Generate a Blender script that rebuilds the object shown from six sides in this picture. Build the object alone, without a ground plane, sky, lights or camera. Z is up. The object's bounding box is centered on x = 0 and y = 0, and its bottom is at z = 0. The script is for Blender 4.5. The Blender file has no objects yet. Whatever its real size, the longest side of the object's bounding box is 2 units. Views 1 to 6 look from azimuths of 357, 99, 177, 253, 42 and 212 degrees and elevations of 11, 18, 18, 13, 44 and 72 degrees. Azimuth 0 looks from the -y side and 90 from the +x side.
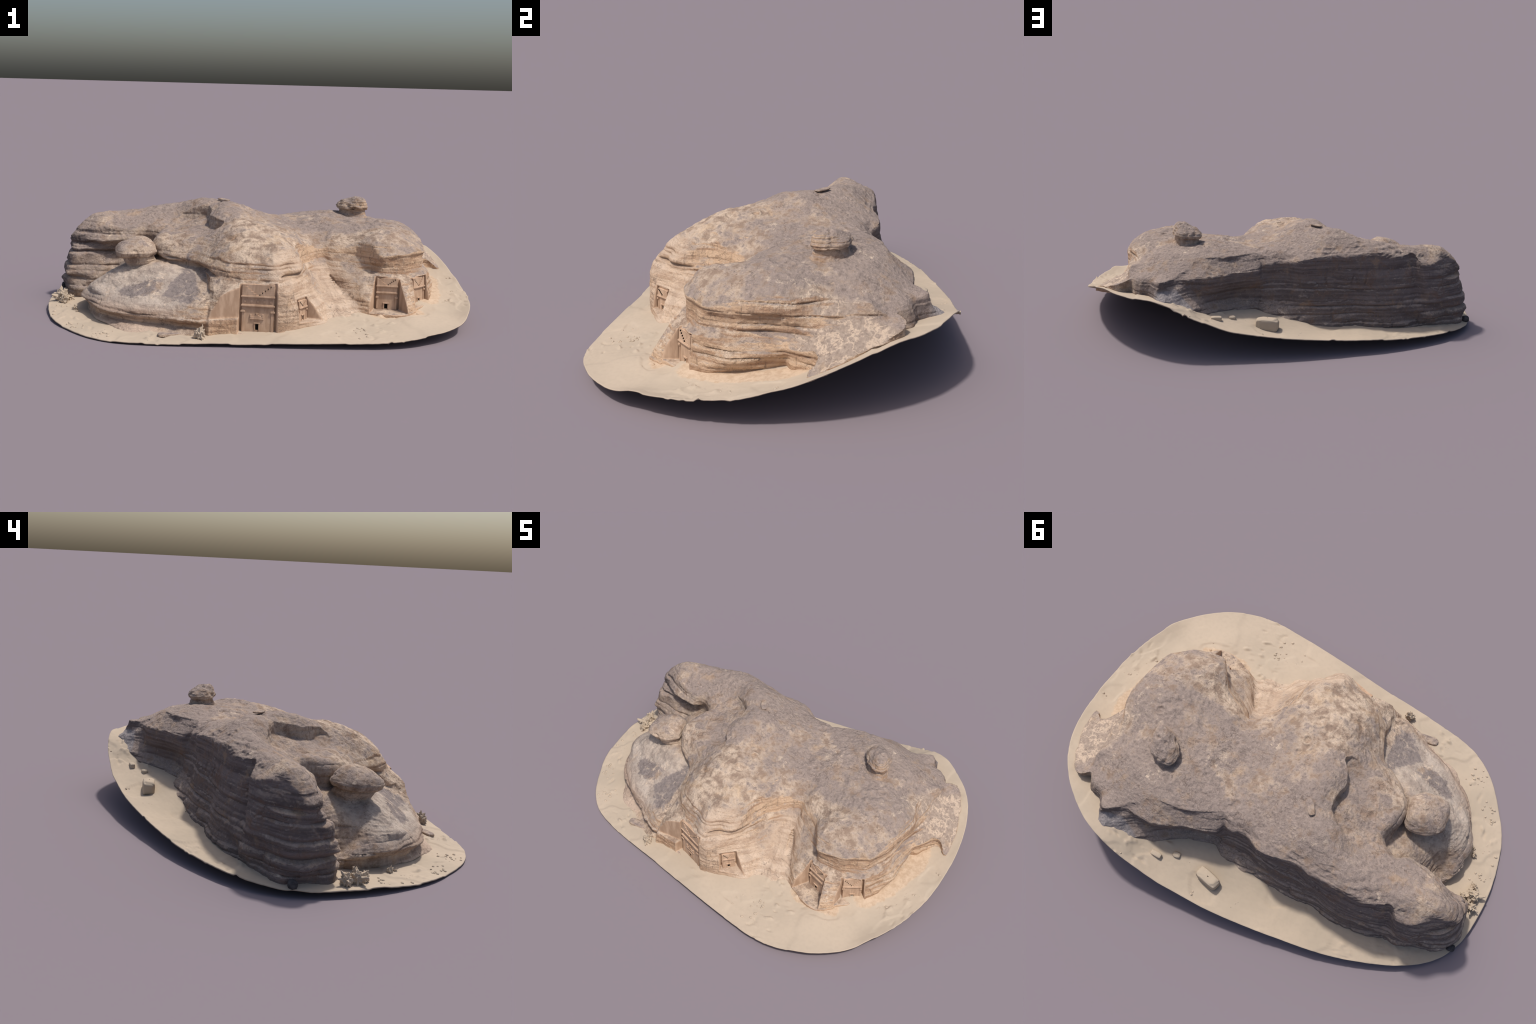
"""A sandstone outcrop with four rock-cut tombs, standing on a thin sheet of desert sand.

The rock is modelled as a solid: wall columns (profiles read from foot to brow) give its plan at
every height, a smooth roof surface caps it, niches are carved for the tombs, and the solid is then
skinned and weathered (bedding ledges, lumps, pits).  Tomb fronts, balanced rocks, boulders, bushes
and pebbles are separate parts.
"""
import math
import bpy
import numpy as np
from mathutils import Vector, Matrix

RNG = np.random.default_rng(7)

# ----------------------------------------------------------------------------- helpers: noise
_PERM = np.random.default_rng(11).permutation(256)
_PERM = np.concatenate([_PERM, _PERM]).astype(np.int32)
_GRAD = np.random.default_rng(12).normal(size=(256, 3))
_GRAD /= np.linalg.norm(_GRAD, axis=1, keepdims=True)
_GX, _GY, _GZ = (np.ascontiguousarray(_GRAD[:, k], np.float32) for k in range(3))


def perlin(p):
    """Gradient noise in about -1..1 for an (n,3) array."""
    p = np.asarray(p, np.float32)
    fl = np.floor(p)
    i = fl.astype(np.int32) & 255
    f = p - fl
    w = f * f * f * (f * (f * 6 - 15) + 10)
    x0, y0, z0 = i.T
    fx, fy, fz = f.T
    wx, wy, wz = w.T
    out = np.zeros(len(p), np.float32)
    for dx in (0, 1):
        hx = _PERM[(x0 + dx) & 255]
        ax = wx if dx else 1 - wx
        for dy in (0, 1):
            hy = _PERM[hx + ((y0 + dy) & 255)]
            axy = ax * (wy if dy else 1 - wy)
            for dz in (0, 1):
                h = _PERM[hy + ((z0 + dz) & 255)]
                d = (fx - dx) * _GX[h] + (fy - dy) * _GY[h] + (fz - dz) * _GZ[h]
                out += d * axy * (wz if dz else 1 - wz)
    return out * 1.6


def fbm(p, octaves=4, gain=0.5):
    p = np.asarray(p, float)
    s, a, tot = 0.0, 1.0, 0.0
    for k in range(octaves):
        s = s + a * perlin(p * 2.03 ** k + 17.3 * k)
        tot += a
        a *= gain
    return s / tot


def smooth(a, b, x):
    t = np.clip((x - a) / (b - a), 0, 1)
    return t * t * (3 - 2 * t)


def smax(a, b, k):
    h = np.clip(0.5 + 0.5 * (a - b) / k, 0, 1)
    return b + (a - b) * h + k * h * (1 - h)


def smin(a, b, k):
    return -smax(-a, -b, k)


class Sheet:
    """Smooth height surface through scattered (x, y, z) points (thin plate spline)."""

    def __init__(self, pts, stiff=1e-4):
        p = np.asarray(pts, float)
        self.c = p[:, :2]
        n = len(p)
        A = np.zeros((n + 3, n + 3))
        A[:n, :n] = self._k(self.c) + stiff * np.eye(n)
        A[:n, n] = 1
        A[:n, n + 1:] = self.c
        A[n:, :n] = A[:n, n:].T
        self.w = np.linalg.solve(A, np.r_[p[:, 2], 0, 0, 0])

    def _k(self, q):
        r2 = ((q[:, None, :] - self.c[None]) ** 2).sum(-1)
        return 0.5 * r2 * np.log(r2 + 1e-12)

    def __call__(self, x, y):
        q = np.stack([np.ravel(x), np.ravel(y)], 1)
        out = np.empty(len(q))
        for s in range(0, len(q), 20000):
            b = q[s:s + 20000]
            out[s:s + 20000] = self._k(b) @ self.w[:-3] + self.w[-3] + b @ self.w[-2:]
        return out.reshape(np.shape(x))


def closed_spline(P, sub):
    """Catmull-Rom through a closed ring of points."""
    P = np.asarray(P, float)
    a, b, c, d = np.roll(P, 1, 0), P, np.roll(P, -1, 0), np.roll(P, -2, 0)
    out = []
    for t in np.arange(sub) / sub:
        out.append(0.5 * (2 * b + (c - a) * t + (2 * a - 5 * b + 4 * c - d) * t ** 2 + (3 * b - a - 3 * c + d) * t ** 3))
    return np.stack(out, 1).reshape(-1, P.shape[1])


def poly_dist(poly, qx, qy):
    """Signed distance (negative inside) from grid points to a closed polygon."""
    a = poly.astype(np.float32)
    b = np.roll(a, -1, 0)
    best = np.full(qx.shape, 1e9, np.float32)
    inside = np.zeros(qx.shape, bool)
    for (ax, ay), (bx, by) in zip(a, b):
        ex, ey = bx - ax, by - ay
        l2 = ex * ex + ey * ey
        if l2 < 1e-12:
            continue
        wx, wy = qx - ax, qy - ay
        t = np.clip((wx * ex + wy * ey) / l2, 0, 1)
        dx, dy = wx - t * ex, wy - t * ey
        np.minimum(best, dx * dx + dy * dy, out=best)
        if ay != by:
            inside ^= ((ay > qy) != (by > qy)) & (qx < ex * (qy - ay) / ey + ax)
    d = np.sqrt(best)
    return np.where(inside, -d, d)


# ----------------------------------------------------------------------------- sand sheet: rim and height
RIM = []


def rim(*pts):
    RIM.extend(pts)


rim((.747, -.597, .044), (.828, -.528, .048), (.885, -.458, .056), (.923, -.388, .078), (.965, -.267, .084), (.983, -.187, .086), (.995, -.102, .096))
rim((.998, -.016, .108), (.995, .063, .128), (.985, .147, .148), (.974, .216, .172), (.954, .289, .200), (.926, .363, .228), (.886, .433, .252), (.856, .475, .262))
rim((.806, .531, .262), (.755, .573, .261), (.698, .611, .262), (.619, .650, .264), (.527, .676, .242), (.445, .687, .208), (.356, .690, .172), (.255, .690, .138))
rim((.156, .682, .120), (.044, .673, .104), (-.081, .654, .089), (-.226, .625, .076), (-.319, .603, .068), (-.443, .574, .060), (-.552, .540, .054), (-.665, .494, .048))
rim((-.774, .440, .042), (-.839, .398, .040), (-.891, .355, .036), (-.938, .302, .032), (-.967, .250, .027), (-.989, .187, .025), (-.998, .122, .024), (-1.0, .052, .024))
rim((-.998, -.025, .023), (-.983, -.135, .019), (-.965, -.213, .013), (-.941, -.288, .009), (-.903, -.364, .006), (-.844, -.447, .005), (-.772, -.532, .005), (-.712, -.582, .005))
rim((-.644, -.620, .005), (-.571, -.642, .005), (-.482, -.655, .006), (-.371, -.663, .008), (-.274, -.667, .009), (-.159, -.670, .012), (-.011, -.678, .015), (.136, -.685, .017))
rim((.287, -.690, .021), (.393, -.691, .025), (.480, -.690, .028), (.568, -.677, .033), (.648, -.651, .039))
SAND_POINTS = RIM + [
    (-.04, -.56, .028), (-.405, -.56, .015), (.10, -.57, .033), (.258, -.49, .045), (.352, -.421, .057), (.409, -.391, .067), (.493, -.385, .066), (.655, -.395, .070), (.72, -.27, .090), (.461, -.47, .048), (.957, -.006, .108), (.902, -.293, .069), (.87, -.396, .060), (.80, -.30, .076), (.78, -.45, .055), (.86, -.15, .088), (.917, .089, .126),
    (.56, -.345, .064), (.715, -.285, .080), (.82, -.05, .102), (.916, .082, .127), (.83, .12, .125), (.85, .26, .17), (.685, .53, .25), (.60, .60, .25), (.448, .60, .21), (.382, .576, .178), (.30, .51, .16), (.188, .434, .150),
    (.078, .554, .106), (.08, .448, .134), (-.016, .453, .108), (-.165, .43, .073), (-.37, .405, .062), (-.60, .39, .052), (-.80, .32, .044), (-.962, .231, .033), (-.853, -.186, .020), (-.79, -.1, .022),
    (-.75, 0, .03), (-.93, .02, .025), (-.73, -.341, .014), (-.598, -.49, .012), (-.45, .1, .045), (-.3, -.2, .04), (.1, 0, .09), (.4, .1, .12), (.6, .3, .19)]
SAND = Sheet(SAND_POINTS)

# ----------------------------------------------------------------------------- the rock: wall columns, foot to brow
COLUMNS = []


def col(*levels):
    COLUMNS.append(np.array(levels, float))


# back wall, from the fissure towards the left end
col((.11, .43, .15), (.105, .398, .2), (.10, .385, .30), (.104, .362, .355), (.115, .335, .40))
col((.08, .448, .136), (.080, .40, .19), (.078, .372, .28), (.077, .374, .36), (.08, .355, .385))
col((-.016, .453, .108), (-.005, .395, .18), (.0, .365, .28), (.009, .357, .372))
col((-.079, .44, .08), (-.076, .405, .18), (-.074, .378, .28), (-.073, .387, .384))
col((-.165, .432, .07), (-.16, .40, .2), (-.156, .374, .29), (-.155, .372, .36), (-.149, .380, .40))
col((-.235, .427, .07), (-.24, .388, .2), (-.243, .358, .30), (-.243, .356, .37), (-.245, .353, .416))
col((-.30, .417, .07), (-.30, .385, .2), (-.305, .356, .42))
col((-.37, .407, .06), (-.37, .38, .2), (-.364, .354, .416))
col((-.426, .411, .065), (-.425, .385, .2), (-.42, .35, .416))
col((-.523, .411, .065), (-.51, .38, .2), (-.49, .348, .424))
col((-.62, .385, .05), (-.59, .36, .2), (-.555, .333, .416))
col((-.68, .366, .044), (-.655, .345, .2), (-.615, .312, .40))
col((-.708, .360, .044), (-.69, .340, .2), (-.668, .315, .28), (-.645, .296, .39))
# the rounded end block
col((-.746, .352, .044), (-.733, .347, .2), (-.71, .337, .28), (-.69, .325, .36))
col((-.81, .330, .046), (-.803, .324, .2), (-.778, .314, .28), (-.755, .300, .36))
col((-.89, .295, .05), (-.87, .287, .18), (-.847, .274, .28), (-.82, .255, .36))
col((-.94, .255, .05), (-.935, .248, .14), (-.894, .239, .28), (-.87, .225, .35))
col((-.955, .20, .05), (-.968, .2, .09), (-.942, .2, .18), (-.918, .195, .25), (-.914, .195, .31), (-.88, .19, .37))
col((-.95, .15, .05), (-.966, .15, .10), (-.945, .15, .16), (-.918, .149, .25), (-.914, .149, .31), (-.87, .15, .37))
col((-.945, .09, .05), (-.945, .09, .12), (-.925, .095, .18), (-.906, .104, .28), (-.87, .12, .35))
col((-.91, .05, .05), (-.924, .04, .14), (-.89, .052, .2), (-.855, .082, .28), (-.84, .11, .34))
col((-.84, .02, .06), (-.84, .04, .15), (-.81, .075, .22), (-.805, .085, .275), (-.80, .072, .30), (-.78, .10, .345))
col((-.75, .03, .08), (-.74, .05, .18), (-.70, .095, .24), (-.695, .09, .275), (-.69, .055, .305), (-.68, .08, .352))
col((-.65, .05, .12), (-.64, .08, .22), (-.62, .105, .27), (-.605, .056, .31), (-.60, .075, .362))
col((-.57, .06, .18), (-.57, .105, .26), (-.565, .11, .29), (-.56, .088, .33), (-.555, .102, .372))
# corridor and shoulder behind the mushroom rock
col((-.52, .04, .2), (-.505, .065, .27), (-.49, .045, .33), (-.485, .05, .36))
col((-.515, -.03, .2), (-.51, -.03, .27), (-.507, -.035, .35))
col((-.485, -.10, .2), (-.485, -.10, .27), (-.505, -.12, .29), (-.500, -.12, .34))
col((-.43, -.19, .2), (-.43, -.18, .26), (-.445, -.20, .28), (-.43, -.19, .33))
col((-.36, -.22, .2), (-.36, -.22, .26), (-.378, -.238, .28), (-.36, -.22, .33))
col((-.27, -.27, .15), (-.275, -.275, .25), (-.308, -.272, .275), (-.295, -.262, .32))
col((-.26, -.572, .03), (-.25, -.53, .12), (-.24, -.46, .19), (-.235, -.395, .245), (-.238, -.388, .285), (-.225, -.36, .31))
col((-.205, -.574, .03), (-.20, -.567, .12), (-.19, -.557, .185), (-.185, -.495, .215), (-.175, -.462, .24), (-.172, -.465, .27), (-.16, -.45, .30))
col((-.163, -.572, .03), (-.157, -.567, .10), (-.15, -.557, .20), (-.145, -.50, .225), (-.125, -.478, .24), (-.122, -.482, .27), (-.115, -.465, .30))
col((-.109, -.565, .03), (-.105, -.558, .2), (-.105, -.51, .235), (-.085, -.497, .27), (-.08, -.485, .295))
col((-.04, -.575, .03), (-.04, -.56, .2), (-.04, -.515, .24), (-.03, -.499, .27))
col((.044, -.57, .03), (.052, -.563, .2), (.054, -.547, .25), (.056, -.534, .27), (.05, -.51, .29))
# bay with the small tomb
col((.106, -.559, .035), (.107, -.547, .15), (.107, -.541, .20), (.10, -.487, .25), (.10, -.475, .268), (.10, -.455, .30))
col((.166, -.53, .04), (.163, -.507, .12), (.155, -.467, .19), (.15, -.427, .24), (.160, -.44, .285), (.15, -.415, .32))
col((.258, -.484, .045), (.24, -.44, .12), (.19, -.34, .23), (.173, -.367, .272), (.16, -.345, .322))
col((.286, -.45, .045), (.27, -.38, .12), (.215, -.29, .225), (.187, -.26, .265), (.15, -.285, .340))
# the ramp between the two heads
col((.33, -.42, .057), (.30, -.32, .13), (.235, -.22, .228), (.215, -.20, .27), (.198, -.203, .333))
col((.353, -.422, .06), (.33, -.30, .14), (.28, -.17, .235), (.248, -.148, .27), (.235, -.138, .33))
col((.385, -.40, .065), (.345, -.28, .15), (.305, -.165, .235), (.29, -.115, .27), (.29, -.105, .31))
col((.44, -.372, .066), (.404, -.342, .102), (.373, -.292, .134), (.353, -.257, .15), (.334, -.223, .17), (.321, -.196, .19), (.314, -.176, .222), (.32, -.14, .28), (.335, -.12, .325))
col((.465, -.38, .064), (.44, -.355, .10), (.41, -.31, .15), (.385, -.25, .2), (.37, -.19, .25), (.375, -.15, .30), (.395, -.14, .338))
col((.49, -.388, .062), (.475, -.365, .12), (.45, -.315, .18), (.435, -.26, .22), (.43, -.22, .24), (.435, -.18, .29), (.443, -.168, .343))
# right head: lower tier with two tombs, upper tier, brow
col((.505, -.39, .065), (.50, -.36, .12), (.495, -.31, .19), (.497, -.28, .222), (.50, -.24, .232), (.49, -.232, .30), (.49, -.232, .345))
col((.53, -.40, .066), (.535, -.37, .14), (.535, -.315, .22), (.54, -.285, .232), (.54, -.285, .295), (.545, -.295, .315), (.53, -.265, .345))
col((.59, -.41, .07), (.59, -.38, .14), (.60, -.33, .212), (.60, -.275, .225), (.60, -.27, .30), (.606, -.284, .315), (.60, -.255, .345))
col((.655, -.40, .072), (.65, -.375, .12), (.65, -.307, .205), (.652, -.262, .225), (.656, -.256, .30), (.67, -.252, .32), (.66, -.22, .35))
col((.70, -.335, .08), (.70, -.315, .14), (.69, -.28, .208), (.695, -.235, .225), (.698, -.215, .30), (.712, -.21, .32), (.70, -.18, .36))
col((.76, -.265, .085), (.765, -.25, .12), (.755, -.245, .17), (.755, -.235, .214), (.75, -.205, .232), (.752, -.19, .275), (.746, -.182, .295), (.757, -.174, .312), (.735, -.15, .362))
col((.80, -.175, .095), (.812, -.155, .12), (.80, -.15, .17), (.79, -.145, .222), (.772, -.137, .24), (.758, -.135, .285), (.775, -.128, .305), (.768, -.11, .345), (.752, -.09, .372))
col((.805, -.07, .10), (.83, -.072, .15), (.832, -.072, .164), (.805, -.065, .205), (.79, -.05, .228), (.778, -.05, .285), (.79, -.055, .31), (.778, -.04, .35), (.760, -.03, .376))
col((.79, .04, .105), (.80, .05, .15), (.82, .055, .175), (.80, .06, .215), (.785, .05, .24), (.77, .05, .28), (.793, .065, .315), (.787, .05, .35), (.767, .035, .376))
col((.78, .12, .12), (.80, .13, .17), (.815, .12, .195), (.80, .12, .225), (.782, .115, .254), (.792, .12, .30), (.791, .118, .335), (.780, .112, .362))
col((.84, .2, .14), (.83, .2, .20), (.80, .2, .235), (.779, .19, .27), (.776, .19, .30), (.757, .185, .335), (.746, .185, .36))
col((.80, .27, .2), (.78, .27, .272), (.765, .265, .30), (.735, .26, .322), (.725, .26, .341))
col((.80, .33, .2), (.777, .33, .27), (.755, .32, .302), (.724, .32, .335))
col((.77, .4, .25), (.758, .40, .29), (.745, .385, .345))
col((.705, .522, .25), (.70, .508, .30), (.695, .495, .322))
col((.645, .535, .25), (.63, .525, .30), (.622, .515, .326))
col((.605, .60, .25), (.60, .575, .30), (.59, .565, .332))
col((.58, .642, .25), (.565, .60, .27), (.564, .57, .284), (.562, .565, .326))
col((.51, .617, .225), (.51, .58, .26), (.505, .54, .30), (.501, .522, .322), (.48, .49, .352))
col((.45, .607, .205), (.455, .56, .235), (.45, .53, .262), (.45, .523, .30), (.45, .527, .326), (.44, .48, .365), (.43, .455, .388))
col((.355, .555, .172), (.36, .51, .21), (.365, .505, .242), (.36, .52, .28), (.363, .52, .336), (.367, .48, .365), (.375, .447, .392), (.378, .436, .405))
col((.27, .49, .16), (.27, .435, .205), (.265, .43, .24), (.27, .468, .29), (.272, .474, .335), (.27, .456, .348), (.27, .432, .375), (.27, .418, .388), (.271, .414, .405))
col((.20, .448, .15), (.20, .405, .2), (.20, .40, .235), (.205, .432, .28), (.21, .447, .315), (.208, .445, .34), (.20, .405, .375), (.185, .37, .405))
col((.135, .42, .155), (.125, .390, .195), (.12, .388, .24), (.122, .408, .29), (.122, .410, .32), (.122, .395, .35), (.13, .357, .388), (.137, .335, .406))

ROOF = Sheet([
    # brow, all the way round
    (.112, .345, .398), (.08, .355, .384), (.009, .35, .374), (-.073, .389, .384), (-.149, .382, .40), (-.25, .347, .413), (-.364, .354, .418), (-.49, .348, .424), (-.60, .318, .405), (-.645, .298, .410),
    (-.70, .31, .368), (-.80, .27, .370), (-.89, .21, .345), (-.895, .12, .335), (-.83, .10, .335), (-.70, .055, .345), (-.60, .06, .36), (-.56, .09, .372), (-.50, .04, .352), (-.49, -.03, .365),
    (-.497, -.12, .345), (-.43, -.19, .325), (-.36, -.22, .315), (-.29, -.26, .31), (-.225, -.36, .312), (-.16, -.45, .298), (-.115, -.465, .30), (-.03, -.50, .272), (.05, -.515, .282), (.10, -.455, .30), (.145, -.415, .305),
    (.16, -.345, .325), (.145, -.28, .352), (.196, -.198, .341), (.236, -.135, .335), (.29, -.105, .312), (.345, -.12, .33), (.40, -.14, .335), (.443, -.168, .35), (.49, -.226, .360), (.525, -.245, .364), (.53, -.27, .33), (.60, -.26, .335),
    (.66, -.225, .345), (.70, -.185, .355), (.735, -.15, .343), (.757, -.09, .347), (.756, -.03, .366), (.762, .03, .372), (.778, .115, .361), (.748, .19, .358), (.722, .265, .341), (.721, .30, .336), (.742, .38, .345), (.74, .42, .318), (.70, .50, .322),
    (.622, .515, .326), (.59, .566, .334), (.555, .55, .333), (.50, .51, .343), (.43, .455, .390), (.378, .436, .406), (.271, .412, .406), (.185, .37, .407), (.137, .335, .407),
    # ridge, heads and saddle
    (-.171, .146, .498), (-.139, .110, .498), (-.163, .017, .497), (-.197, -.040, .478), (-.137, .083, .505), (-.109, .12, .487), (-.183, -.131, .438), (-.215, -.10, .44), (-.232, -.03, .455), (-.245, .06, .462),
    (-.265, .10, .468), (-.304, .135, .462), (-.345, .155, .45), (-.373, .150, .425), (-.277, .197, .504), (-.258, -.131, .388), (-.002, -.219, .430), (.001, -.118, .438), (.008, -.055, .435), (-.05, -.03, .462),
    (-.08, -.13, .455), (-.004, .114, .455), (.004, .164, .447), (.128, .011, .409), (.128, .079, .414), (.234, .027, .400), (.213, .097, .414), (.280, .121, .421), (.266, .261, .425), (.11, .2, .420), (.19, .17, .416),
    (.05, .03, .432), (.10, -.10, .418), (.19, -.05, .390), (.11, -.25, .394), (.168, -.236, .362), (.17, -.17, .366), (.21, -.09, .368), (-.04, .25, .432), (.05, .28, .415), (.03, .315, .413), (-.03, .33, .404),
    (.36, .25, .442), (.36, .33, .432), (.29, .33, .430), (.20, .30, .422), (.46, .38, .415),
    # full front of the great dome
    (0, -.35, .392), (.0, -.42, .356), (-.08, -.40, .364), (-.08, -.455, .325), (.05, -.44, .352), (.08, -.37, .382), (-.13, -.40, .352), (-.17, -.40, .338), (-.177, -.322, .372), (.11, -.33, .375), (.02, -.485, .315), (.11, -.42, .345), (-.10, -.28, .425), (-.15, -.22, .425),
    (-.424, -.088, .374), (-.432, -.057, .367), (-.33, -.10, .380), (-.33, -.17, .362), (-.28, -.22, .355), (-.44, .08, .378), (-.489, .097, .380), (-.42, .17, .415), (-.478, .015, .374),
    (-.42, .25, .468), (-.50, .24, .452), (-.60, .205, .430), (-.33, .215, .490), (-.55, .16, .412), (-.82, .17, .408), (-.70, .2, .428), (-.75, .25, .407), (-.75, .13, .40), (-.65, .13, .395),
    # right head
    (.35, .15, .428), (.581, -.141, .397), (.540, -.078, .407), (.493, -.044, .406), (.523, .084, .430), (.591, .098, .427), (.65, -.08, .402), (.71, .03, .411), (.71, .11, .402), (.67, .18, .394), (.69, .22, .372), (.67, .28, .370), (.40, .0, .402), (.64, .15, .414), (.626, .343, .388), (.57, .37, .396), (.53, .44, .376), (.34, -.06, .375), (.48, .22, .422), (.67, .34, .362)])

# the wind-scooped hollow west of the summit: a floor well under its crisp rim
HOLLOW = [(-.175, -.135), (-.212, -.095), (-.235, -.04), (-.232, .015), (-.238, .062), (-.256, .093), (-.30, .129), (-.345, .15), (-.375, .158), (-.42, .13), (-.43, .05), (-.40, -.02), (-.36, -.09), (-.29, -.15), (-.22, -.17)]
HOLLOW_FLOOR = Sheet([(-.345, .115, .396), (-.30, .09, .411), (-.26, .05, .417), (-.33, .06, .398), (-.25, .0, .403), (-.255, -.05, .398), (-.25, -.11, .376), (-.20, -.15, .402), (-.43, .05, .368), (-.40, -.03, .368), (-.42, .13, .395), (-.37, .16, .405), (-.33, -.08, .374), (-.30, -.15, .378)])


def roof_height(x, y):
    h = ROOF(x, y)
    near = (np.abs(x + .31) < .17) & (np.abs(y - .02) < .2)
    nx, ny = x[near], y[near]
    d = poly_dist(closed_spline(HOLLOW, 5), nx.astype(np.float32), ny.astype(np.float32))
    d = d + .014 * fbm(np.c_[nx * 16, ny * 16, np.zeros(len(nx))], 3)
    h[near] += (np.minimum(HOLLOW_FLOOR(nx, ny), h[near]) - h[near]) * smooth(.004, -.010, d)
    return h


SKIRT_COLUMNS = []


def skirt(*levels):
    SKIRT_COLUMNS.append(np.array(levels, float))


skirt((-.26, -.575, .02), (-.255, -.555, .045), (-.25, -.565, .075), (-.25, -.53, .14))
skirt((-.36, -.58, .015), (-.34, -.535, .045), (-.335, -.558, .075), (-.33, -.52, .125))
skirt((-.455, -.548, .014), (-.437, -.480, .045), (-.437, -.512, .075), (-.425, -.48, .12))
skirt((-.535, -.515, .014), (-.49, -.465, .045), (-.495, -.495, .075), (-.48, -.465, .12))
skirt((-.605, -.492, .014), (-.565, -.438, .045), (-.572, -.464, .075), (-.56, -.438, .12))
skirt((-.680, -.415, .015), (-.645, -.388, .045), (-.660, -.415, .075), (-.64, -.385, .12))
skirt((-.737, -.342, .016), (-.712, -.327, .045), (-.732, -.351, .08), (-.708, -.322, .125))
skirt((-.780, -.247, .018), (-.768, -.245, .055), (-.784, -.268, .09), (-.765, -.25, .13))
skirt((-.80, -.177, .020), (-.795, -.19, .055), (-.815, -.210, .095), (-.79, -.19, .135))
skirt((-.80, -.095, .022), (-.805, -.12, .055), (-.828, -.14, .09), (-.80, -.13, .13))
skirt((-.80, -.03, .025), (-.81, -.05, .055), (-.826, -.07, .085), (-.79, -.07, .12))
skirt((-.79, .03, .03), (-.78, .02, .09), (-.76, .02, .12))
skirt((-.65, .08, .03), (-.65, .08, .3))
skirt((-.40, .05, .03), (-.40, .05, .3))
skirt((-.20, -.25, .03), (-.20, -.25, .3))
skirt((-.18, -.45, .03), (-.18, -.45, .3))

SKIRT_ROOF = Sheet([
    (-.25, -.54, .145), (-.33, -.52, .125), (-.42, -.485, .12), (-.487, -.468, .115), (-.565, -.436, .115), (-.64, -.383, .12), (-.705, -.320, .13), (-.762, -.254, .150), (-.795, -.20, .14), (-.805, -.13, .125),
    (-.79, -.06, .10), (-.739, -.029, .095), (-.74, -.14, .168), (-.70, -.22, .190), (-.664, -.197, .218), (-.61, -.06, .225), (-.53, .03, .265), (-.60, .02, .252), (-.66, .01, .20), (-.55, .07, .27), (-.70, -.02, .165), (-.75, .03, .09),
    (-.47, -.322, .206), (-.40, -.29, .225), (-.334, -.239, .244), (-.295, -.483, .150), (-.27, -.35, .215), (-.55, -.30, .188), (-.60, -.33, .150), (-.45, -.41, .144), (-.36, -.42, .165), (-.50, -.2, .25), (-.56, -.16, .245), (-.62, -.13, .235), (-.40, -.1, .27)])

SHELF_OUTLINE = [(.935, .195), (.905, .32), (.86, .41), (.808, .486), (.75, .49), (.70, .40), (.70, .2), (.76, .12), (.81, .12), (.83, .16), (.85, .20), (.88, .215)]
SHELF_ROOF = Sheet([(.935, .195, .163), (.89, .33, .225), (.808, .486, .281), (.806, .196, .237), (.778, .30, .268), (.778, .22, .262), (.78, .35, .276), (.75, .45, .300), (.84, .30, .247), (.83, .16, .205)])

# ----------------------------------------------------------------------------- tombs: where they stand
# centre of the threshold, outward direction (degrees from -y towards +x), width, floor and top height,
# how far the niche walls splay to the left and to the right
TOMBS = [
    dict(name="great", c=(-.034, -.545), face=-10.5, w=.138, z0=.028, z1=.234, splay=(2.2, .9), cornices=(.142, .181), capital=.117, sill=.009, door=(.0125, .026), pediment=True, bench=.088, x=-.003),
    dict(name="small", c=(.165, -.484), face=52, w=.062, z0=.069, z1=.156, splay=(.35, .35), cornices=(.124,), capital=.112, door=(.011, .018), pediment=False, bench=None, x=0.0),
    dict(name="double", c=(.564, -.312), face=-10, w=.092, z0=.077, z1=.218, splay=(.22, .55), cornices=(.151, .181), capital=.130, door=(.014, .022), pediment=False, bench=None, x=-.002),
    dict(name="corner", c=(.7245, -.2515), face=41.5, w=.084, z0=.092, z1=.212, splay=(.7, .35), cornices=(.167,), capital=.152, door=(.012, .021), pediment=False, bench=None, x=.002),
]
for t in TOMBS:
    a = math.radians(t["face"])
    t["n"] = np.array((math.sin(a), -math.cos(a)))
    t["u"] = np.array((math.cos(a), math.sin(a)))


def tomb_local(t, x, y):
    dx, dy = x - t["c"][0], y - t["c"][1]
    return dx * t["u"][0] + dy * t["u"][1], dx * t["n"][0] + dy * t["n"][1]


def niche_field(x, y, z, tombs=None):
    """Negative inside the carved tomb courts."""
    f = np.full(np.broadcast(x, y, z).shape, 1e3, np.float32)
    for t in tombs or TOMBS:
        u, w = tomb_local(t, x, y)
        half = t["w"] / 2
        wp = np.maximum(w, 0)
        sides = np.maximum(-u - half - .010 - t["splay"][0] * wp, u - half - .010 - t["splay"][1] * wp)
        channel = np.where(np.abs(u) > half, -.016, -.010)
        g = np.maximum(np.maximum(sides, channel - w), np.maximum(z - t["z1"] - .004 - .25 * wp, t["z0"] - .003 - z))
        g = np.maximum(g, w - .16)
        if t["bench"]:
            g = np.maximum(g, np.minimum(t["bench"] - z, -half - .012 - u) * .9)
        f = np.minimum(f, g)
    return f


def tuck(x, y):
    """Height by which sheet and rock underside rise, out of sight, inside the footprint of the rock."""
    fx, fy = np.asarray(x, np.float32), np.asarray(y, np.float32)
    d = poly_dist(section(COLUMNS, .2, 2), fx, fy)
    return .045 * smooth(-.03, -.14, d)


# ----------------------------------------------------------------------------- skin the solid
STEP = .004
LO, HI = np.array((-1.0, -.63, -.02)), np.array((.96, .68, .56))


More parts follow.
